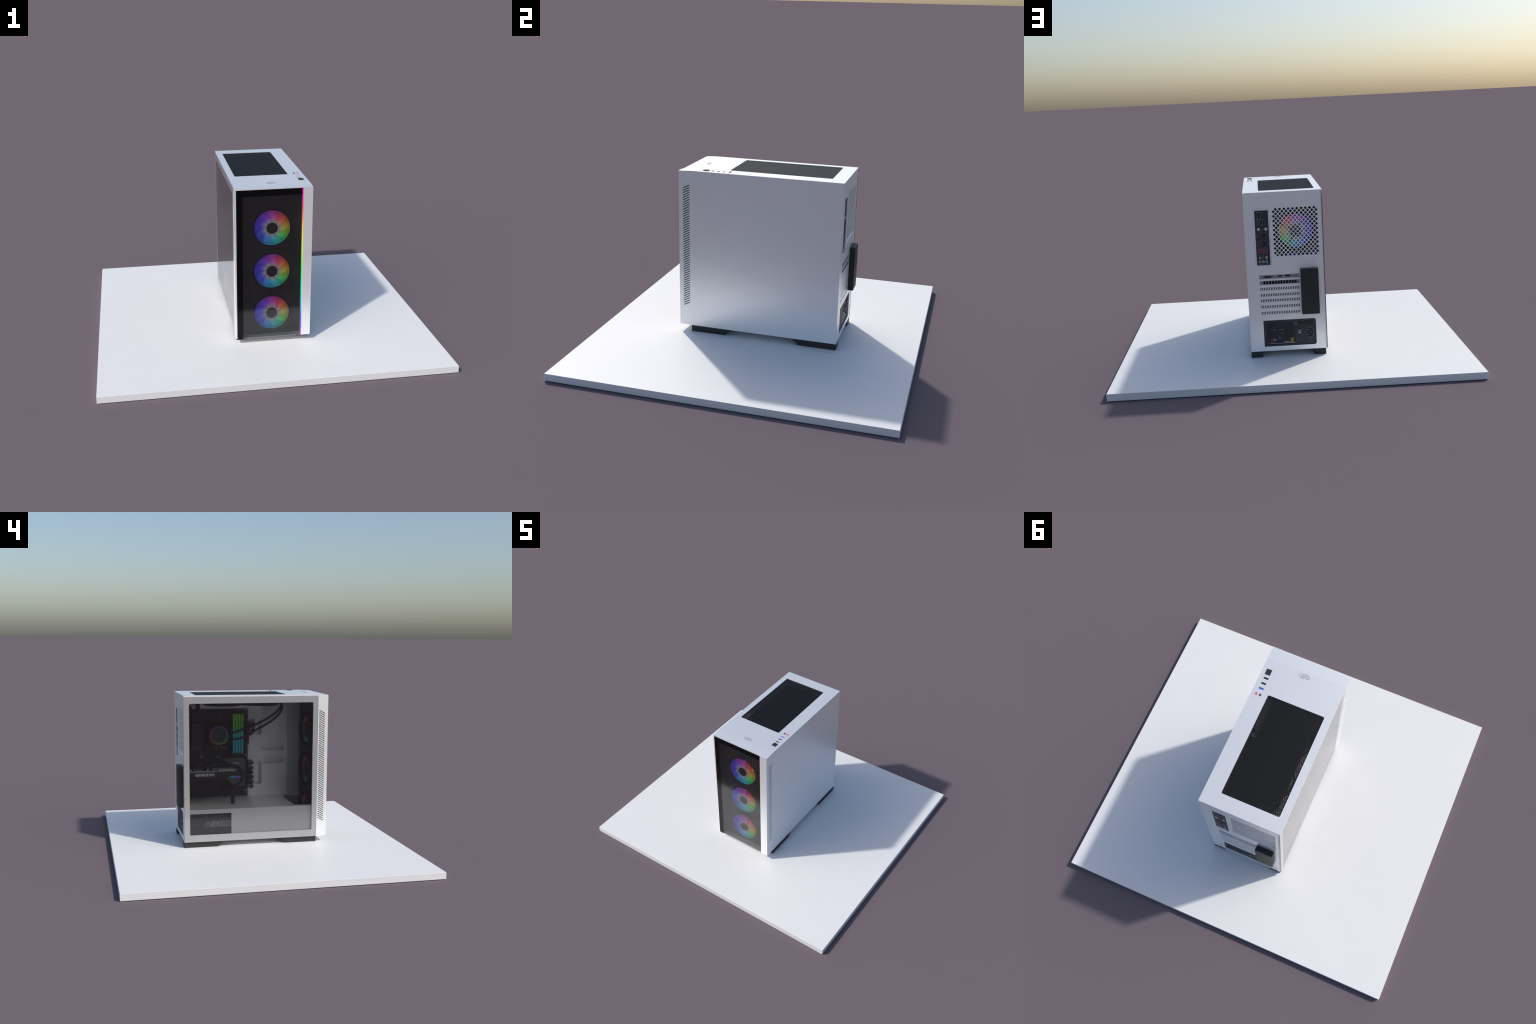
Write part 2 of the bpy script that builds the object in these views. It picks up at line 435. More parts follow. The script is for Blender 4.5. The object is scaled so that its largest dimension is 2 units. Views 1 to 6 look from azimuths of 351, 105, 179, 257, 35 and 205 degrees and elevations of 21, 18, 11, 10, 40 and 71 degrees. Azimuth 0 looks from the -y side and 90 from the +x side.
# right side panel, one clean sheet with the slanted vents
b = Build()
b.plate("x", [(YP, Z0 + 0.003), (YS, Z0), (YB - 0.006, Z0), (YB - 0.006, Z1 - 0.0085), (YS, Z1 - 0.0085), (YP, 0.9858)], slot_holes(0.0190, 0.0024, 0.0198), XR - 0.006, XR, M["white"])
b.make("side_panel", tower)
Build().box(0.229, 0.231, -0.4535, -0.3937, 0.150, 0.930, M["inner_black"]).make("vent_dark_plate", tower)  # black sheet behind the right-hand vents that makes the slots look dark
# right pillar on the front
b = Build()
b.box(0.1914, XR - 0.006, YP, YP + 0.006, Z0 + 0.003, 0.9858, M["white"])
b.box(0.1905, 0.1945, YP + 0.006, YS - 0.02, Z0 + 0.003, 0.9858, M["white"])
b.box(0.1945, XR - 0.006, YP + 0.006, YS, Z0 + 0.003, Z0 + 0.007, M["white"])
b.make("front_pillar", tower)
# left front pillar with the vents
b = Build()
b.plate("x", [(YF, Z0 + 0.0035), (YS, Z0 + 0.0008), (YS, Z1 - 0.0085), (YF, 0.9858)], slot_holes(), XL, XL + 0.0075, M["white"])
b.make("vent_pillar", tower)
# light strip beside the pillar
Build().prism("z", [(0.1870, YF - 0.0006), (0.1913, YP), (0.1913, YF + 0.004), (0.1864, YF + 0.004), (0.1864, YF)], Z0 + 0.001, 0.9907, M["strip"]).make("light_strip", tower)

# front glass: clear pane, gloss black border on the left and along the top
b = Build()
b.plate("y", [(XL + 0.0077, Z0), (-0.1535, Z0), (-0.1535, 0.9480), (0.1862, 0.9480), (0.1862, 0.9858), (XL + 0.0077, 0.9858)], [], YF, YF + 0.004, M["gloss_black"])
front = b.make("front_glass", tower)
b = Build()
b.box(-0.1535, 0.1862, YF, YF + 0.004, Z0 + 0.001, 0.9480, M["front_pane"])
b.slot(M["front_pane_back"])
for f in b.bm.faces:
    if all(v.co.y > YF + 0.003 for v in f.verts): f.material_index = 1
b.make("front_pane", front)

# ------------------------------------------------------------------ glass side
b = Build()
WIN = (-0.357, 0.434, 0.1218, 0.9462)
b.plate("x", rect(-0.3878, YB, Z0, 0.9865), [rrect(*WIN, 0.009)], XL, XL + 0.0045, M["border"])
b.box(XL + 0.0004, XL + 0.0034, YB, YB + 0.0006, Z0 + 0.001, 0.9480, M["glass_edge"])
side = b.make("glass_side", tower)
b = Build()
b.plate("x", rrect(WIN[0] + 0.0002, WIN[1] - 0.0002, WIN[2] + 0.0002, WIN[3] - 0.0002, 0.009), [], XL + 0.0003, XL + 0.0043, M["pane"])
b.make("window_pane", side)

# ------------------------------------------------------------------ back
COVER_Z = (0.4445, 0.4085, 0.3764, 0.3402, 0.3034)
IO = (0.1016, 0.1907, 0.5775, 0.9034)
GR = (-0.1705, 0.0858, 0.6225, 0.9105)
B1, B2 = (-0.0522, 0.1757, 0.5024, 0.5254), (-0.0522, 0.1754, 0.4692, 0.4916)
PSU = (-0.1343, 0.1662, 0.1030, 0.2588)
cov = [rect(-0.0535, 0.1775, z - 0.0118, z + 0.0118) for z in COVER_Z]
b = Build()
b.plate("y", rect(XF, XR, Z0, Z1 - 0.0085),
        [rect(*IO), rect(*GR), rect(*B1), rect(*B2), rrect(*PSU, 0, radii=(0.012, 0.001, 0.001, 0.012))] + cov + [circle(-0.1700, 0.627, 0.0014, 10)],
        YB - 0.006, YB, M["white"])
back = b.make("back_panel", tower)
# diamond fan grille, sunk a little
dia, hu, hv = [], 0.0091, 0.0090
for r in range(21):
    z = 0.8960 - r * (0.8960 - 0.6355) / 20
    n, x0 = (10, 0.0654) if r % 2 == 0 else (11, 0.0776)
    dia += [[(x0 - 0.0239 * k - hu, z), (x0 - 0.0239 * k, z - hv), (x0 - 0.0239 * k + hu, z), (x0 - 0.0239 * k, z + hv)] for k in range(n)]
Build().plate("y", rect(GR[0] - 0.003, GR[1] + 0.003, GR[2] - 0.003, GR[3] + 0.003), dia, YB - 0.0095, YB - 0.0062, M["white"]).make("fan_grille", back)
# slot covers with vertical slits
proto = None
for z in COVER_Z:
    if proto is None:
        bb = Build()
        slits = [[(-x - 0.0026, -0.0080), (-x + 0.0022, -0.0080), (-x + 0.0026, 0.0080), (-x - 0.0022, 0.0080)] for x in [-0.1698 + k * 0.00977 for k in range(23)]]
        bb.plate("y", rect(-0.0535, 0.1775, -0.0117, 0.0117), slits, -0.0045, -0.0008, M["white"])
        proto = bb.make("slot_cover", back, (0, YB, z))
    else:
        add("slot_cover", proto.data, back, (0, YB, z))
# graphics brackets
b = Build()
b.plate("y", rect(*B1), [rect(0.1067, 0.1484, 0.5085, 0.5185), rrect(0.046, 0.0695, 0.5115, 0.5195, 0.002, 2), rrect(-0.0005, 0.030, 0.5115, 0.5205, 0.002, 2)], YB - 0.006, YB - 0.003, M["bracket"])
b.box(0.105, 0.150, YB - 0.020, YB - 0.009, 0.506, 0.520, M["hole"]); b.box(0.045, 0.071, YB - 0.020, YB - 0.009, 0.509, 0.521, M["hole"]); b.box(-0.002, 0.032, YB - 0.020, YB - 0.009, 0.509, 0.522, M["hole"])
b.disc("y", 0.1005, 0.5150, 0.0022, YB - 0.004, YB - 0.001, M["hole"], 10); b.disc("y", 0.1535, 0.5135, 0.0022, YB - 0.004, YB - 0.001, M["hole"], 10)
b.make("expansion_bracket", back)
b = Build()
b.plate("y", rect(*B2), [rect(0.1539 - 0.01605 * k - 0.0121, 0.1539 - 0.01605 * k, 0.4715, 0.4893) for k in range(12)], YB - 0.006, YB - 0.003, M["bracket"])
b.box(B2[0], 0.1540, YB - 0.022, YB - 0.016, 0.468, 0.492, M["hole"])
b.make("expansion_bracket", back)
# raised black slot shield
Build().box(-0.1580, -0.0573, YB, 0.5000, 0.2916, 0.5552, M["black"], bevel=0.004, seg=3).make("slot_shield", back)

# port shield
b = Build()
b.plate("y", rect(IO[0] + 0.0010, IO[1] - 0.0004, IO[2] + 0.0003, IO[3] - 0.0012), [rect(0.1078, 0.1842, 0.5826, 0.8943)], YB - 0.006, YB - 0.0018, M["white"])
b.box(0.1072, 0.1848, YB - 0.010, YB - 0.005, 0.5820, 0.8950, M["shield"])
io = b.make("port_shield", back)
YI = YB - 0.005
def port(name, x, z, w, h, fill, rim=M["print_mid"], depth=0.002):
    q = Build()
    q.plate("y", rect(x - w / 2, x + w / 2, z - h / 2, z + h / 2), [rect(x - w / 2 + 0.0012, x + w / 2 - 0.0012, z - h / 2 + 0.0012, z + h / 2 - 0.0012)], YI, YI + depth, rim)
    q.box(x - w / 2 + 0.0013, x + w / 2 - 0.0013, YI + 0.0001, YI + 0.0006, z - h / 2 + 0.0013, z + h / 2 - 0.0013, M["hole"])
    if fill: q.box(x - w * 0.22, x + w * 0.25, YI + 0.0006, YI + 0.0014, z - h * 0.38, z + h * 0.38, fill)
    return q.make(name, io)
def jack(x, z, mat, r=0.0068):
    q = Build()
    q.ring("y", x, z, r * 0.42, r, YI, YI + 0.003, mat, 20)
    q.disc("y", x, z, r * 0.42, YI, YI + 0.0006, M["hole"], 16)
    return q.make("audio_socket", io)
port("keyboard_port", 0.1588, 0.8685, 0.0205, 0.034, None, M["print"])
port("keyboard_port", 0.1385, 0.8670, 0.0150, 0.024, M["usb_grey"], M["usb_grey"])
port("display_port", 0.1705, 0.8265, 0.0120, 0.029, M["usb_grey"], M["print_mid"])
port("usb_socket", 0.1489, 0.8275, 0.0140, 0.031, None, M["print"])
port("usb_socket", 0.1338, 0.8270, 0.0140, 0.029, None, M["print_mid"])
for x in (0.1651, 0.1238):
    q = Build(); q.disc("y", x, 0.7885, 0.0086, YI, YI + 0.004, M["brass"], 20); q.disc("y", x, 0.7885, 0.0045, YI + 0.004, YI + 0.0065, M["brass"], 16); q.make("antenna_post", io)
for z in (0.7535, 0.7065):
    port("usb_socket", 0.1727, z, 0.0155, 0.027, M["usb_grey"], M["print_mid"])
    port("usb_socket", 0.1553, z, 0.0085, 0.026, M["red"], M["usb_grey"])
    q = Build()
    q.box(0.1285, 0.1440, YI, YI + 0.001, z - 0.0125, z + 0.0125, M["hole"]); q.box(0.1245, 0.1290, YI, YI + 0.0012, z - 0.006, z + 0.006, M["hole"])
    for dz in (-0.0155, 0.0135): q.box(0.1255, 0.1300, YI, YI + 0.002, z + dz, z + dz + 0.005, M["print_mid"])
    q.box(0.1300, 0.1440, YI, YI + 0.0015, z + 0.0128, z + 0.0143, M["print_mid"])
    q.make("network_socket", io)
for x in (0.1702, 0.1556, 0.1410, 0.1258):
    port("usb_socket", x, 0.6639, 0.0108, 0.028, M["red"], M["print_mid"])
q = Build(); q.box(0.1615, 0.1705, YI, YI + 0.002, 0.620, 0.632, M["print"]); q.box(0.1575, 0.1590, YI, YI + 0.002, 0.617, 0.634, M["print"]); q.make("optical_socket", io)
for x, z, m, r in ((0.1480, 0.6262, "gold_jack", 0.0058), (0.1284, 0.6262, "peach", 0.0072), (0.1668, 0.6030, "pink", 0.0070), (0.1477, 0.6030, "lime", 0.0070), (0.1284, 0.6027, "sky", 0.0070)):
    jack(x, z, M[m], r)
q = Build()
for body, x, z, w, h in (("REPUBLIC OF GAMERS", 0.1460, 0.5885, 0.056, 0.0040), ("BIOS", 0.158, 0.8795, 0.0095, 0.003), ("CLR", 0.139, 0.8815, 0.010, 0.003), ("FLBK", 0.149, 0.8445, 0.009, 0.003), ("USB", 0.134, 0.8445, 0.009, 0.003),
                         ("HDMI", 0.1705, 0.8440, 0.013, 0.003), ("WIFI", 0.1440, 0.7885, 0.020, 0.004), ("10G", 0.155, 0.7715, 0.011, 0.004), ("10G", 0.155, 0.7245, 0.011, 0.004),
                         ("5G", 0.115, 0.7535, 0.011, 0.004), ("LAN", 0.115, 0.7065, 0.011, 0.004), ("10G", 0.163, 0.6822, 0.012, 0.004), ("10G", 0.133, 0.6822, 0.012, 0.004), ("OPTICAL", 0.165, 0.6385, 0.015, 0.003),
                         ("REAR", 0.148, 0.6385, 0.009, 0.003), ("CENT", 0.129, 0.6385, 0.011, 0.003), ("MIC", 0.167, 0.6128, 0.010, 0.0028), ("OUT", 0.148, 0.6128, 0.012, 0.0028), ("LINE", 0.129, 0.6128, 0.012, 0.0028)):
    q.text(body, "y", x, z, w, h, YI, YI + 0.0004, M["print"], mirror=True)
q.make("port_lettering", io)

# ------------------------------------------------------------------ top details
# filter: fine wire mesh above a coarser punched sheet
b = Build()
nu, nv, t = 66, 121, 0.00065
for k in range(nu + 1):
    u = MESH_U[0] - 0.002 + (MESH_U[1] - MESH_U[0] + 0.004) * k / nu
    b.box(u - t, u + t, MESH_V[0] - 0.002, MESH_V[1] + 0.002, 0.9918, 0.9930, M["mesh"])
for k in range(nv + 1):
    v = MESH_V[0] - 0.002 + (MESH_V[1] - MESH_V[0] + 0.004) * k / nv
    b.box(MESH_U[0] - 0.002, MESH_U[1] + 0.002, v - t, v + t, 0.9921, 0.9933, M["mesh"])
fm = b.make("filter_mesh", top_panel, stuff=True)
b = Build()
pitch, cols, rows_n, hs = 0.0108, 28, 53, 0.0034
hh = []
for r in range(rows_n):
    for c in range(cols):
        u = MESH_U[0] + 0.009 + pitch * (c + (0.5 if r % 2 else 0.0)); v = MESH_V[0] + 0.008 + pitch * r
        if u < MESH_U[1] - 0.007: hh.append(rect(u - hs, u + hs, v - hs, v + hs))
b.plate("z", rect(MESH_U[0] - 0.004, MESH_U[1] + 0.004, MESH_V[0] - 0.004, MESH_V[1] + 0.004), hh, 0.9858, 0.9868, M["mesh"])
b.make("punched_sheet", top_panel)
# power button
Build().box(BTN[0], BTN[1], BTN[2], BTN[3], Z1, Z1 + 0.0035, M["black"], bevel=0.0006, seg=1).make("power_button", top_panel)
for k, y in enumerate(USB_Y):
    q = Build()
    q.box(0.1920, 0.2184, y - 0.0056, y - 0.0003, Z1 - 0.006, Z1 - 0.0008, M["blue_dim"] if k == 2 else M["usb_grey"])
    q.box(0.1920, 0.2184, y - 0.0003, y + 0.0056, Z1 - 0.007, Z1 - 0.0025, M["blue"] if k == 2 else M["hole"])
    q.make("usb_port", top_panel)
for (u, v), m in zip(JACKS, ("jack_red", "black")):
    q = Build(); q.ring("z", u, v, 0.0034, 0.0064, Z1 - 0.001, Z1 + 0.0020, M[m], 24); q.disc("z", u, v, 0.0036, Z1 - 0.004, Z1 - 0.0006, M["white"], 16)
    q.make("audio_jack", top_panel)
# maker's mark: two lines of lettering between two broken oval arcs
b = Build()
def arc(a0, a1, cu, cv, ru, rv, wid):
    n = 22
    for k in range(n):
        a, c = [math.radians(a0 + (a1 - a0) * q / n) for q in (k, k + 1)]
        f = lambda t: wid * (0.25 + 0.75 * math.sin(math.pi * t / n))
        w0, w1 = f(k), f(k + 1)
        b.prism("z", [(cu + ru * math.cos(a), cv + rv * math.sin(a)), (cu + ru * math.cos(c), cv + rv * math.sin(c)), (cu + (ru - w1) * math.cos(c), cv + (rv - w1) * math.sin(c)), (cu + (ru - w0) * math.cos(a), cv + (rv - w0) * math.sin(a))], Z1, Z1 + 0.0004, M["logo"])
arc(118, 282, 0.0247, -0.3612, 0.0295, 0.0150, 0.0022)
arc(-62, 102, 0.0247, -0.3612, 0.0295, 0.0150, 0.0022)
b.text("DEEP", "z", 0.0225, -0.3562, 0.038, 0.0100, Z1, Z1 + 0.0004, M["logo"])
b.text("COOL", "z", 0.0262, -0.3674, 0.036, 0.0092, Z1, Z1 + 0.0004, M["logo"])
b.make("maker_mark", top_panel)

# ------------------------------------------------------------------ chassis inside
b = Build()
b.box(XF, XR - 0.006, -0.4135, YB - 0.006, Z0, Z0 + 0.003, M["inner_white"])                 # floor
b.box(XL + 0.0085, 0.1905, YF + 0.0042, -0.4135, Z0 + 0.0006, Z0 + 0.0040, M["white"])  # front lip
b.make("bottom_panel", tower)
# board tray with cable openings
TX = 0.205
pockets = [rrect(-0.112, 0.03, 0.700, 0.800, 0.004, 2), rrect(-0.115, 0.03, 0.358, 0.514, 0.004, 2), rrect(-0.272, -0.126, 0.588, 0.636, 0.004, 2), rrect(-0.272, -0.126, 0.499, 0.545, 0.004, 2)]
Build().plate("x", rect(-0.295, YB - 0.0065, 0.281, Z1 - 0.009), pockets, TX, TX + 0.003, M["inner_white"]).make("board_tray", tower)
# shroud over the power supply
b = Build()
b.plate("z", rect(-0.1795, XR - 0.0065, -0.402, YB - 0.0065), [rrect(-0.150, 0.166, -0.392, -0.254, 0.004, 2)], 0.2765, 0.2800, M["inner_white"])
b.plate("x", rect(-0.402, YB - 0.0065, Z0 + 0.0032, 0.2799), [rrect(0.1675, 0.4305, 0.1165, 0.2530, 0, radii=(0.006, 0.002, 0.008, 0.006), n=4)], -0.1830, -0.1796, M["inner_white"])
b.make("power_shroud", tower)
# steel frame rails behind the glass
b = Build()
for y0, y1, z0, z1 in ((-0.402, YB - 0.0065, 0.9500, Z1 - 0.009), (0.437, YB - 0.0065, 0.2805, 0.9498), (-0.402, -0.3585, 0.2805, 0.9498)):
    b.box(XF - 0.0006, XF + 0.006, y0, y1, z0, z1, M["inner_white"])
b.plate("x", rect(-0.386, YB - 0.002, Z0 + 0.002, 0.9850), [rrect(WIN[0] - 0.0005, WIN[1] + 0.0005, WIN[2] - 0.0005, WIN[3] + 0.0005, 0.009)], XL + 0.0047, XF - 0.0008, M["inner_white"])
b.make("frame_rail", tower)
# dark front bulkhead that carries the fans
FAN_C = ((0.0197, 0.7487), (0.0197, 0.4855), (0.0197, 0.2215))
b = Build()
b.plate("y", rect(XL + 0.0088, 0.1903, Z0 + 0.004, 0.9850), [circle(cx, cz, 0.1095, 48) for cx, cz in FAN_C], -0.4135, -0.3930, M["inner_black"])
b.box(0.1946, XR - 0.0062, -0.3925, -0.3895, Z0 + 0.0075, 0.9850, M["inner_black"])
b.make("fan_bulkhead", tower)

# ------------------------------------------------------------------ fans
def fan_meshes(rear=False):
    f = Build()
    o = rrect(-0.1265, 0.1265, -0.1265, 0.1265, 0.020, 6)
    f.plate("y", o, [circle(0, 0, 0.1075, 56)], 0.0145, 0.0205, M["black"])
    f.ring("y", 0, 0, 0.1068, 0.1215, 0.050, 0.066, M["black"], 56)
    if rear: f.plate("y", rrect(-0.1265, 0.1265, -0.1265, 0.1265, 0.012, 4), [circle(0, 0, 0.1075, 56)], 0.0575, 0.0640, M["black"])
    if not rear: f.ring("y", 0, 0, 0.1150, 0.1200, 0.066, 0.071, M["inner_black"], 56)
    f.ring("y", 0, 0, 0.1066, 0.1100, 0.0130, 0.066, M["matte"], 56)
    for sx in (-1, 1):
        for sz in (-1, 1):
            f.ring("y", sx * 0.108, sz * 0.108, 0.0045, 0.0105, 0.0205, 0.060, M["black"], 12)
    for k in range(4):
        a = math.radians(30 + 90 * k)
        d = Vector((math.cos(a), math.sin(a))); n = Vector((-math.sin(a), math.cos(a))) * 0.0034
        f.prism("y", [tuple(d * 0.030 + n), tuple(d * 0.1075 + n), tuple(d * 0.1075 - n), tuple(d * 0.030 - n)], 0.0635, 0.0665, M["black"])
    f.disc("y", 0, 0, 0.034, 0.0615, 0.0668, M["black"], 32)
    f.ring("y", 0, 0, 0.0980, 0.1072, 0.012, 0.0135, M["matte"], 56) if not rear else f.ring("y", 0, 0, 0.0980, 0.1072, 0.052, 0.0535, M["matte"], 56)
    f.plate("y", rrect(-0.1279, 0.1279, -0.1279, 0.1279, 0.021, 6), [rrect(-0.1262, 0.1262, -0.1262, 0.1262, 0.020, 6)], 0.0128, 0.0150, M["hole"])
    f.ring("y", 0, 0, 0.1132, 0.1146, 0.0138, 0.0146, M["hole"], 56)
    r = Build()
    y0 = 0.044 if rear else 0.004          # depth of the lit blades
    r.disc("y", 0, 0, 0.0325, y0 - 0.003 if rear else 0.001, 0.0600, M["inner_black"], 40)
    blades, nr, nc = 9, 8, 6
    for k in range(blades):
        lo, hi = [], []
        for i in range(nr):
            rad = 0.0322 + (0.0980 - 0.0322) * i / (nr - 1)
            for j in range(nc):
                c = j / (nc - 1)
                a = math.tau * k / blades + rad * 9.0 * math.tau / blades + c * math.tau / blades * 1.02
                y = y0 + c * 0.0022
                lo.append((rad * math.cos(a), y, rad * math.sin(a))); hi.append((rad * math.cos(a), y + 0.0016, rad * math.sin(a)))
        n = nr * nc
        fs = []
        for i in range(nr - 1):
            for j in range(nc - 1):
                p = i * nc + j
                fs += [(p, p + 1, p + nc + 1, p + nc), (n + p, n + p + nc, n + p + nc + 1, n + p + 1)]
        rim = [j for j in range(nc)] + [i * nc + nc - 1 for i in range(1, nr)] + [(nr - 1) * nc + j for j in range(nc - 2, -1, -1)] + [i * nc for i in range(nr - 2, 0, -1)]
        for a_, b_ in zip(rim, rim[1:] + rim[:1]): fs.append((a_, n + a_, n + b_, b_))
        r.faces(lo + hi, fs, M["rear_rotor" if rear else "rotor"], True)
    r.ring("y", 0, 0, 0.0990, 0.1005, y0 - 0.002, y0 + 0.002, M["rear_ring" if rear else "rotor_ring"], 72)
    r.ring("y", 0, 0, 0.1032, 0.1040, y0 + 0.006, y0 + 0.0078, M["rear_ring" if rear else "rotor_ring"], 72)
    if not rear: r.ring("y", 0, 0, 0.052, 0.086, 0.0530, 0.0542, M["fan_glow"], 56)  # extra emissive ring drawing the coloured glow visible behind each front fan
    if rear:
        r.disc("y", 0, 0, 0.100, y0 - 0.010, y0 - 0.007, M["inner_black"], 48)
        r.disc("y", 0, 0, 0.046, 0.010, y0 - 0.0102, M["bracket"], 40)
    return f, r
FY = -0.4300
ff, fr = fan_meshes()
kept = None
for cx, cz in FAN_C:
    if kept is None:
        fan = ff.make("case_fan", tower, (cx, FY, cz))
        rot = fr.make("fan_rotor", fan, (cx, FY, cz))
        kept = (fan.data, rot.data)
    else:
        fan = add("case_fan", kept[0], tower, (cx, FY, cz))
        add("fan_rotor", kept[1], fan, (cx, FY, cz))
# black plate darkens the vents; emissive arcs model the fans' reflection in the front glass
dark_plate = Build().box(-0.1560, -0.1538, YF + 0.0043, -0.4137, Z0 + 0.0045, 0.9470, M["inner_black"]).make("vent_darkening_plate", tower)
arc_mesh = None
for cx, cz in FAN_C:
    if arc_mesh is None:
        q = Build()
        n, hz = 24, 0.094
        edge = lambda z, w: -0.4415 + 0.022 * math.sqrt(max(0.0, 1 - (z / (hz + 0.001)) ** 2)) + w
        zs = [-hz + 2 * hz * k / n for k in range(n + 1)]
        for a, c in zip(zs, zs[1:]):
            q.prism("x", [(edge(a, -0.0085), a), (edge(a, 0.0050), a), (edge(c, 0.0050), c), (edge(c, -0.0085), c)], -0.1568, -0.1561, M["vent_reflection"])
        o = q.make("fan_reflection_arc", dark_plate, (0, 0, cz))
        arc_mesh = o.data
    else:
        add("fan_reflection_arc", arc_mesh, dark_plate, (0, 0, cz))
ff, fr = fan_meshes(rear=True)
RC = (-0.0420, 0.3895, 0.7672)
fan = ff.make("case_fan", tower, RC)
fr.make("fan_rotor", fan, RC)
b = Build()
for z in (0.8965, 0.6350): b.box(-0.034, -0.004, 0.450, 0.4565, z - 0.007, z + 0.007, M["blue_patch"])  # blue blocks showing in the top and bottom grille rows
b.make("blue_grille_patch", back)

# ------------------------------------------------------------------ radiator under the top
b = Build()
b.box(-0.130, 0.125, -0.205, 0.345, 0.9370, 0.9800, M["black"], bevel=0.004, seg=1)
for k in range(24): b.box(-0.128, 0.123, -0.19 + k * 0.022, -0.178 + k * 0.022, 0.9800, 0.9812, M["inner_black"])
rad = b.make("radiator", tower)
b = Build()
for cy in (0.196, -0.040):
    b.plate("z", rrect(-0.125, 0.125, cy - 0.115, cy + 0.115, 0.02, 4), [circle(0, cy, 0.108, 32)], 0.9290, 0.9369, M["black"])
    b.ring("z", -0.030, cy, 0.112, 0.120, 0.9225, 0.9372, M["black"], 48)
b.make("radiator_fan", rad)

# ------------------------------------------------------------------ motherboard
MB = 0.190
b = Build()
b.box(MB, MB + 0.003, -0.0180, 0.4550, 0.2830, 0.8790, M["pcb"])
b.box(MB + 0.003, TX, 0.02, 0.03, 0.3, 0.31, M["black"])
board = b.make("motherboard", tower)
b = Build()
b.box(0.100, MB, 0.372, 0.455, 0.560, 0.905, M["black"], bevel=0.006)            # port cover
b.box(0.130, MB, 0.160, 0.370, 0.800, 0.870, M["black"], bevel=0.006)            # upper heat sink
for k in range(5): b.box(0.124, 0.131, 0.170 + 0.038 * k, 0.196 + 0.038 * k, 0.806, 0.864, M["inner_black"])
b.box(0.135, MB, 0.300, 0.370, 0.600, 0.790, M["black"], bevel=0.006)
b.make("board_heatsink", board)
# lower armour plates
b = Build()
b.prism("x", [(0.168, 0.430), (0.142, 0.419), (0.086, 0.363), (0.005, 0.353), (0.002, 0.440)], 0.168, 0.188, M["heatsink"])
b.prism("x", [(0.146, 0.530), (0.146, 0.546), (0.022, 0.547), (0.003, 0.530), (0.003, 0.450), (0.03, 0.450)], 0.166, 0.188, M["heatsink"])
b.prism("x", [(0.150, 0.300), (0.160, 0.346), (0.085, 0.346), (0.080, 0.300)], 0.172, 0.188, M["pcb"])
b.box(0.162, 0.166, 0.050, 0.092, 0.508, 0.520, M["lightgrey"])
b.make("armor_plate", board)
b = Build()
b.prism("x", [(0.106, 0.424), (0.100, 0.412), (0.070, 0.418), (0.040, 0.410), (0.036, 0.425)], 0.1645, 0.168, M["armor_light"])
b.make("board_accent_light", board)
# small board parts: screws, capacitors, sockets, printed marks
b = Build()
for y, z in ((-0.004, 0.868), (-0.003, 0.5635), (-0.003, 0.3227), (0.137, 0.3226), (0.300, 0.5600), (0.44, 0.868)):
    b.disc("x", y, z, 0.0065, 0.186, MB, M["lightgrey"], 12)
b.disc("x", -0.001, 0.797, 0.0145, 0.183, MB, M["heatsink"], 20)
for z in (0.848, 0.836, 0.824): b.box(0.184, MB, -0.016, 0.018, z - 0.0035, z + 0.0035, M["heatsink"])
for y, z in ((0.205, 0.622), (0.165, 0.622)): b.disc("x", y, z, 0.010, 0.165, MB, M["heatsink"], 16)
b.box(0.165, MB, 0.125, 0.152, 0.615, 0.629, M["heatsink"])
b.box(0.172, MB, 0.170, 0.205, 0.553, 0.560, M["print_mid"])
for k in range(26):
    y, z = R.uniform(0.02, 0.35), R.choice([R.uniform(0.30, 0.42), R.uniform(0.56, 0.62), R.uniform(0.79, 0.87)])
    if 0.0 < y < 0.15 and z < 0.45: continue
    b.box(0.176, MB, y, y + R.uniform(0.006, 0.016), z, z + R.uniform(0.004, 0.010), R.choice([M["inner_black"], M["heatsink"], M["shield"], M["usb_grey"]]))
b.box(0.150, MB, -0.0175, 0.004, 0.640, 0.780, M["black"])
b.make("board_component", board, stuff=True)
# memory
ram_mesh = None
for k in range(4):
    y = 0.0935 - 0.0187 * k
    if ram_mesh is None:
        q = Build()
        q.box(0.118, MB, -0.0036, 0.0036, 0.585, 0.852, M["black"])
        s_ = q.make("memory_stick", board, (0, y, 0))
        q = Build(); q.box(0.106, 0.118, -0.0058, 0.0058, 0.589, 0.848, M["ram_light"], bevel=0.002, seg=2)
        l_ = q.make("memory_light", s_, (0, y, 0))
        ram_mesh = (s_.data, l_.data)
    else:
        s_ = add("memory_stick", ram_mesh[0], board, (0, y, 0))
        add("memory_light", ram_mesh[1], s_, (0, y, 0))
# pump head
PC = (0.1985, 0.7130)
b = Build()
b.box(0.130, MB, PC[0] - 0.072, PC[0] + 0.072, PC[1] - 0.072, PC[1] + 0.072, M["inner_black"], bevel=0.012, seg=3)
b.disc("x", *PC, 0.0640, 0.084, 0.130, M["black"], 48)
b.disc("x", *PC, 0.0530, 0.0805, 0.084, M["inner_black"], 48)
pump = b.make("cooler_pump", tower)
b = Build()
b.ring("x", 0, 0, 0.0535, 0.0605, -0.0032, 0.0, M["pump_ring"], 64)
b.make("pump_light_ring", pump, (0.084, *PC))
b = Build()
b.prism("x", [(PC[0] - 0.034, PC[1] + 0.034), (PC[0] - 0.024, PC[1] + 0.036), (PC[0] + 0.016, PC[1] + 0.000), (PC[0] - 0.010, PC[1] - 0.002)], 0.0798, 0.0805, M["shield"])
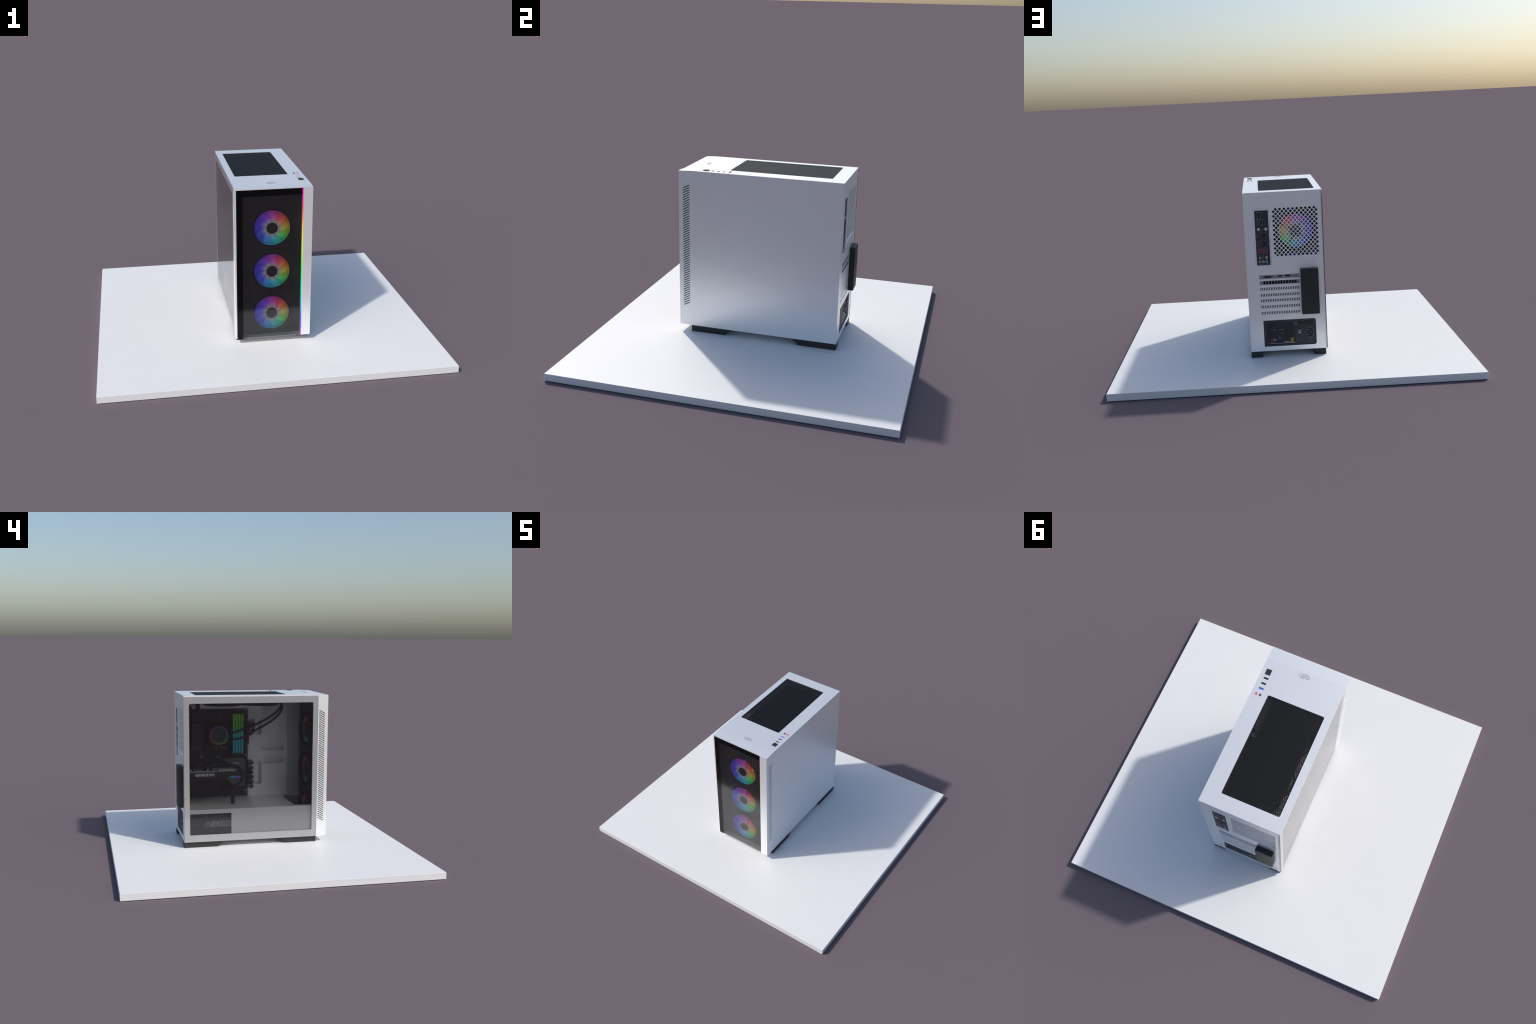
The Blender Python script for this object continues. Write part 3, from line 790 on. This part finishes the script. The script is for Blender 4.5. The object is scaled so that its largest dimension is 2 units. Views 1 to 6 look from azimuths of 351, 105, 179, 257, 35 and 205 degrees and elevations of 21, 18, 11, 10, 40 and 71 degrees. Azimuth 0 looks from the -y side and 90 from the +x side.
b.prism("x", [(PC[0] + 0.034, PC[1] - 0.003), (PC[0] + 0.008, PC[1] + 0.002), (PC[0] - 0.004, PC[1] - 0.006), (PC[0] + 0.012, PC[1] - 0.009)], 0.0798, 0.0805, M["gold_jack"])
b.make("pump_emblem", pump)
# coolant hoses from the pump to the radiator
H1 = [(0.100, 0.150, 0.725), (0.075, 0.107, 0.729), (0.070, 0.023, 0.760), (0.068, -0.058, 0.789), (0.060, -0.121, 0.822), (0.050, -0.173, 0.860), (0.038, -0.204, 0.903), (0.032, -0.196, 0.948)]
H2 = [(0.100, 0.150, 0.690), (0.075, 0.107, 0.686), (0.072, 0.023, 0.703), (0.070, -0.038, 0.742), (0.068, -0.102, 0.777), (0.060, -0.158, 0.813), (0.052, -0.202, 0.858), (0.044, -0.215, 0.896), (0.040, -0.200, 0.948)]
for pts in (H1, H2): Build().tube(pts, 0.0078, M["hose"], 12, 8).make("coolant_hose", pump)

# ------------------------------------------------------------------ graphics card
GX, GT, GB = -0.062, 0.508, 0.446
b = Build()
b.box(GX, 0.186, 0.068, 0.4550, GT - 0.004, GT, M["pcb"])
b.box(GX - 0.002, 0.170, 0.070, 0.4480, 0.468, GT - 0.005, M["black"], bevel=0.003, seg=1)
b.prism("x", [(0.445, 0.468), (0.165, 0.468), (0.175, GB + 0.004), (0.19, GB), (0.445, GB)], GX + 0.004, 0.165, M["inner_black"])
for k in range(3): b.box(GX + 0.001, GX + 0.004, 0.215, 0.425, 0.450 + 0.006 * k, 0.4525 + 0.006 * k, M["black"])
card = b.make("graphics_card", tower)
b = Build()
b.box(GX - 0.0035, GX + 0.010, 0.236, 0.430, 0.4965, 0.5045, M["trim"])
b.box(GX - 0.0035, GX + 0.06, 0.118, 0.228, 0.4990, 0.5130, M["trim"])
b.box(GX - 0.002, GX + 0.05, 0.340, 0.385, 0.5045, 0.5125, M["heatsink"])
for y in (0.100, 0.252, 0.292, 0.335, 0.400): b.box(GX + 0.002, GX + 0.012, y, y + 0.010, GT, GT + 0.008, M["blue_dim"] if y in (0.1, 0.335) else M["lightgrey"])
for k in range(22):
    y, x = R.uniform(0.09, 0.42), R.uniform(GX + 0.02, 0.16)
    b.box(x, x + R.uniform(0.006, 0.02), y, y + R.uniform(0.006, 0.02), GT, GT + R.uniform(0.002, 0.006), R.choice([M["heatsink"], M["usb_grey"], M["shield"], M["trim"]]))
b.make("card_backplate", card)
b = Build()
b.text("GEFORCE RTX", "x", 0.3165, 0.4790, 0.127, 0.0160, GX - 0.0032, GX - 0.002, M["text_white"], mirror=True, bold=0.03)
b.make("card_lettering", card)

# ------------------------------------------------------------------ cables
b = Build()
for d in (-0.007, 0.0, 0.007):
    b.tube([(-0.055 + d * 0.3, 0.076 + d, 0.506), (-0.068, 0.074 + d, 0.500), (-0.070, 0.072 + d, 0.465), (-0.066, 0.083 + d, 0.428), (-0.058, 0.122 + d, 0.397), (-0.050, 0.132 + d, 0.356), (-0.045, 0.134 + d, 0.279)], 0.0055, M["hose"], 8, 6)
b.make("power_cable", tower)
b = Build()
for k in range(6):
    for d in (0.0, 0.009):
        z = 0.350 + 0.031 * k + d + R.uniform(-0.004, 0.004)
        e = R.uniform(-0.006, 0.004)
        b.tube([(0.165, 0.000, z + 0.008), (0.160, -0.028, z + 0.010 + e), (0.170, -0.048 + e, z), (0.190, -0.046, z - 0.010 - e), (0.222, -0.020, z - 0.014)], 0.0048, M["hose"], 8, 5)
b.make("board_cable", tower)
b = Build()
for k in range(5):
    z, o = 0.700 + 0.016 * k, R.uniform(-0.01, 0.01)
    b.tube([(0.155, 0.000, z), (0.145, -0.025, z + 0.004), (0.165, -0.050 + o, z + 0.022), (0.195, -0.062 + o, z + 0.035), (0.225, -0.030, z + 0.03)], 0.0042, M["hose"], 8, 5)
b.make("board_cable", tower)
b = Build()
for d in (0.0, 0.009, 0.018):
    b.tube([(0.100, 0.325 + d, 0.870), (0.096, 0.327 + d, 0.895), (0.100, 0.328 + d, 0.940), (0.150, 0.329 + d, 0.965)], 0.0055, M["hose"], 8, 5)
b.make("power_cable", tower)
Build().box(0.092, 0.110, 0.316, 0.352, 0.850, 0.872, M["black"], bevel=0.002, seg=1).make("power_plug", tower)

# ------------------------------------------------------------------ power supply
YPS = YB - 0.0085
def psu_face_material():
    m, nt, bs = new_mat("psu_face_print")
    xyz = coords(nt)
    def band(ax, lo, hi):
        return math_node(nt, "MULTIPLY", math_node(nt, "GREATER_THAN", xyz[ax], vb=lo), math_node(nt, "LESS_THAN", xyz[ax], vb=hi))
    col = None
    rgb = nt.nodes.new("ShaderNodeRGB"); rgb.outputs[0].default_value = (0.030, 0.032, 0.040, 1)
    col = rgb.outputs[0]
    for (x0, x1, z0, z1, c) in ((-0.0031, 0.0137, 0.1146, 0.1492, (0.55, 0.36, 0.04)), (0.104, 0.134, 0.121, 0.1506, (0.20, 0.03, 0.04)), (0.098, 0.112, 0.133, 0.145, (0.40, 0.42, 0.46)),
                                (-0.018, 0.142, 0.1162, 0.1186, (0.45, 0.47, 0.52)), (0.020, 0.052, 0.1186, 0.1250, (0.45, 0.47, 0.52)), (0.052, 0.078, 0.196, 0.2010, (0.16, 0.20, 0.20)),
                                (0.050, 0.066, 0.1755, 0.1795, (0.18, 0.19, 0.21)), (0.100, 0.112, 0.1965, 0.2010, (0.30, 0.31, 0.34)), (0.072, 0.083, 0.141, 0.160, (0.13, 0.14, 0.16)), (-0.030, -0.005, 0.226, 0.241, (0.075, 0.078, 0.10))):
        k = math_node(nt, "MULTIPLY", band(0, x0, x1), band(2, z0, z1))
        mx = nt.nodes.new("ShaderNodeMix"); mx.data_type = "RGBA"
        nt.links.new(k, mx.inputs["Factor"]); nt.links.new(col, mx.inputs["A"]); mx.inputs["B"].default_value = (*c, 1)
        col = mx.outputs["Result"]
    nt.links.new(col, bs.inputs["Base Color"])
    bs.inputs["Roughness"].default_value = 0.45
    return m
M["psu_face"] = psu_face_material()
hexes, row = [], 0
z = 0.1130
while z < 0.2470:
    x = 0.1480 - (0.0047 if row % 2 else 0.0)
    while x > -0.118:
        upper = z > 0.2250
        if (x > -0.016 or upper) and not (-0.0300 < x < -0.004 and 0.2260 < z < 0.2410): hexes.append(ngon(x, z, 0.0033, 0.0029, 6))
        x -= 0.0094
    z += 0.0068; row += 1
b = Build()
b.plate("y", rect(PSU[0] - 0.003, PSU[1] + 0.003, PSU[2] - 0.003, PSU[3] + 0.003), hexes, YPS - 0.0025, YPS, M["psu_face"])
b.box(-0.168, 0.1692, 0.1640, YPS - 0.006, 0.0830, 0.2600, M["psu"])
psu = b.make("power_supply", tower)
Build().box(-0.052, 0.176, 0.4560, 0.4574, 0.286, 0.462, M["usb_grey"]).make("slit_dark_plate", back)  # dark grey sheet behind the cover slits that makes them look darker
b = Build()
b.plate("y", rrect(-0.0542, -0.0230, 0.1661, 0.2090, 0.002, 2), [rect(-0.0490, -0.0285, 0.1710, 0.2020)], YPS, YPS + 0.003, M["psu"])
b.box(-0.0490, -0.0285, YPS, YPS + 0.0008, 0.1710, 0.2020, M["hole"])
b.prism("x", [(YPS + 0.0008, 0.1712), (YPS + 0.0048, 0.1712), (YPS + 0.0020, 0.1955), (YPS + 0.0008, 0.1955)], -0.0485, -0.0290, M["rocker"])
b.box(-0.0392, -0.0382, YPS + 0.003, YPS + 0.0042, 0.1860, 0.1905, M["text_white"])
b.ring("y", -0.0387, 0.1772, 0.0020, 0.0040, YPS + 0.0036, YPS + 0.0052, M["text_white"], 16)
b.make("power_switch", psu)
b = Build()
cxs, czs = -0.0972, 0.1742
inlet = [(-0.0808, 0.1500), (-0.0808, 0.1990), (-0.1040, 0.1990), (-0.1135, 0.1900), (-0.1135, 0.1590), (-0.1040, 0.1500)]
b.plate("y", [(-0.0750, 0.1560), (-0.0750, 0.1950), (-0.0930, 0.2215), (-0.0972, 0.2228), (-0.1014, 0.2215), (-0.1195, 0.1950), (-0.1195, 0.1560), (-0.1014, 0.1280), (-0.0972, 0.1262), (-0.0930, 0.1280)], [inlet], YPS, YPS + 0.0045, M["socket"])
b.prism("y", inlet, YPS, YPS + 0.0006, M["hole"])
for x0, x1, zz in ((-0.0950, -0.0825, 0.1880), (-0.1090, -0.0965, 0.1745), (-0.0950, -0.0825, 0.1605)): b.box(x0, x1, YPS + 0.0006, YPS + 0.0035, zz - 0.0010, zz + 0.0010, M["print"])
for zz in (0.2120, 0.1365): b.ring("y", -0.0972, zz, 0.0018, 0.0052, YPS + 0.0045, YPS + 0.0058, M["psu"], 16)
b.make("power_inlet", psu)
b = Build()
for x, zz in ((0.1590, 0.2515), (-0.1240, 0.2510), (0.1540, 0.1310), (-0.0760, 0.1130), (-0.0580, 0.2430)): b.disc("y", x, zz, 0.0036, YPS, YPS + 0.0022, M["socket"], 14)
b.make("screw", psu)
# printed side of the supply seen through the window
XP = -0.168
b = Build()
b.prism("x", [(0.2870, 0.2008), (0.3060, 0.1650), (0.1645, 0.1650), (0.1645, 0.2008)], XP - 0.0008, XP, M["band"])
for k in range(3):
    o = 0.0112 * k
    b.prism("x", [(0.2945 + o, 0.2008), (0.3140 + o, 0.1640), (0.3190 + o, 0.1640), (0.2995 + o, 0.2008)], XP - 0.0008, XP, M["band"])
b.text("CX750", "x", 0.2245, 0.1832, 0.1090, 0.0240, XP - 0.0016, XP - 0.0008, M["psu"], mirror=True, bold=0.018)
b.text("CORSAIR", "x", 0.3975, 0.1808, 0.0600, 0.0075, XP - 0.0008, XP, M["band"], mirror=True)
b.make("supply_label", psu)
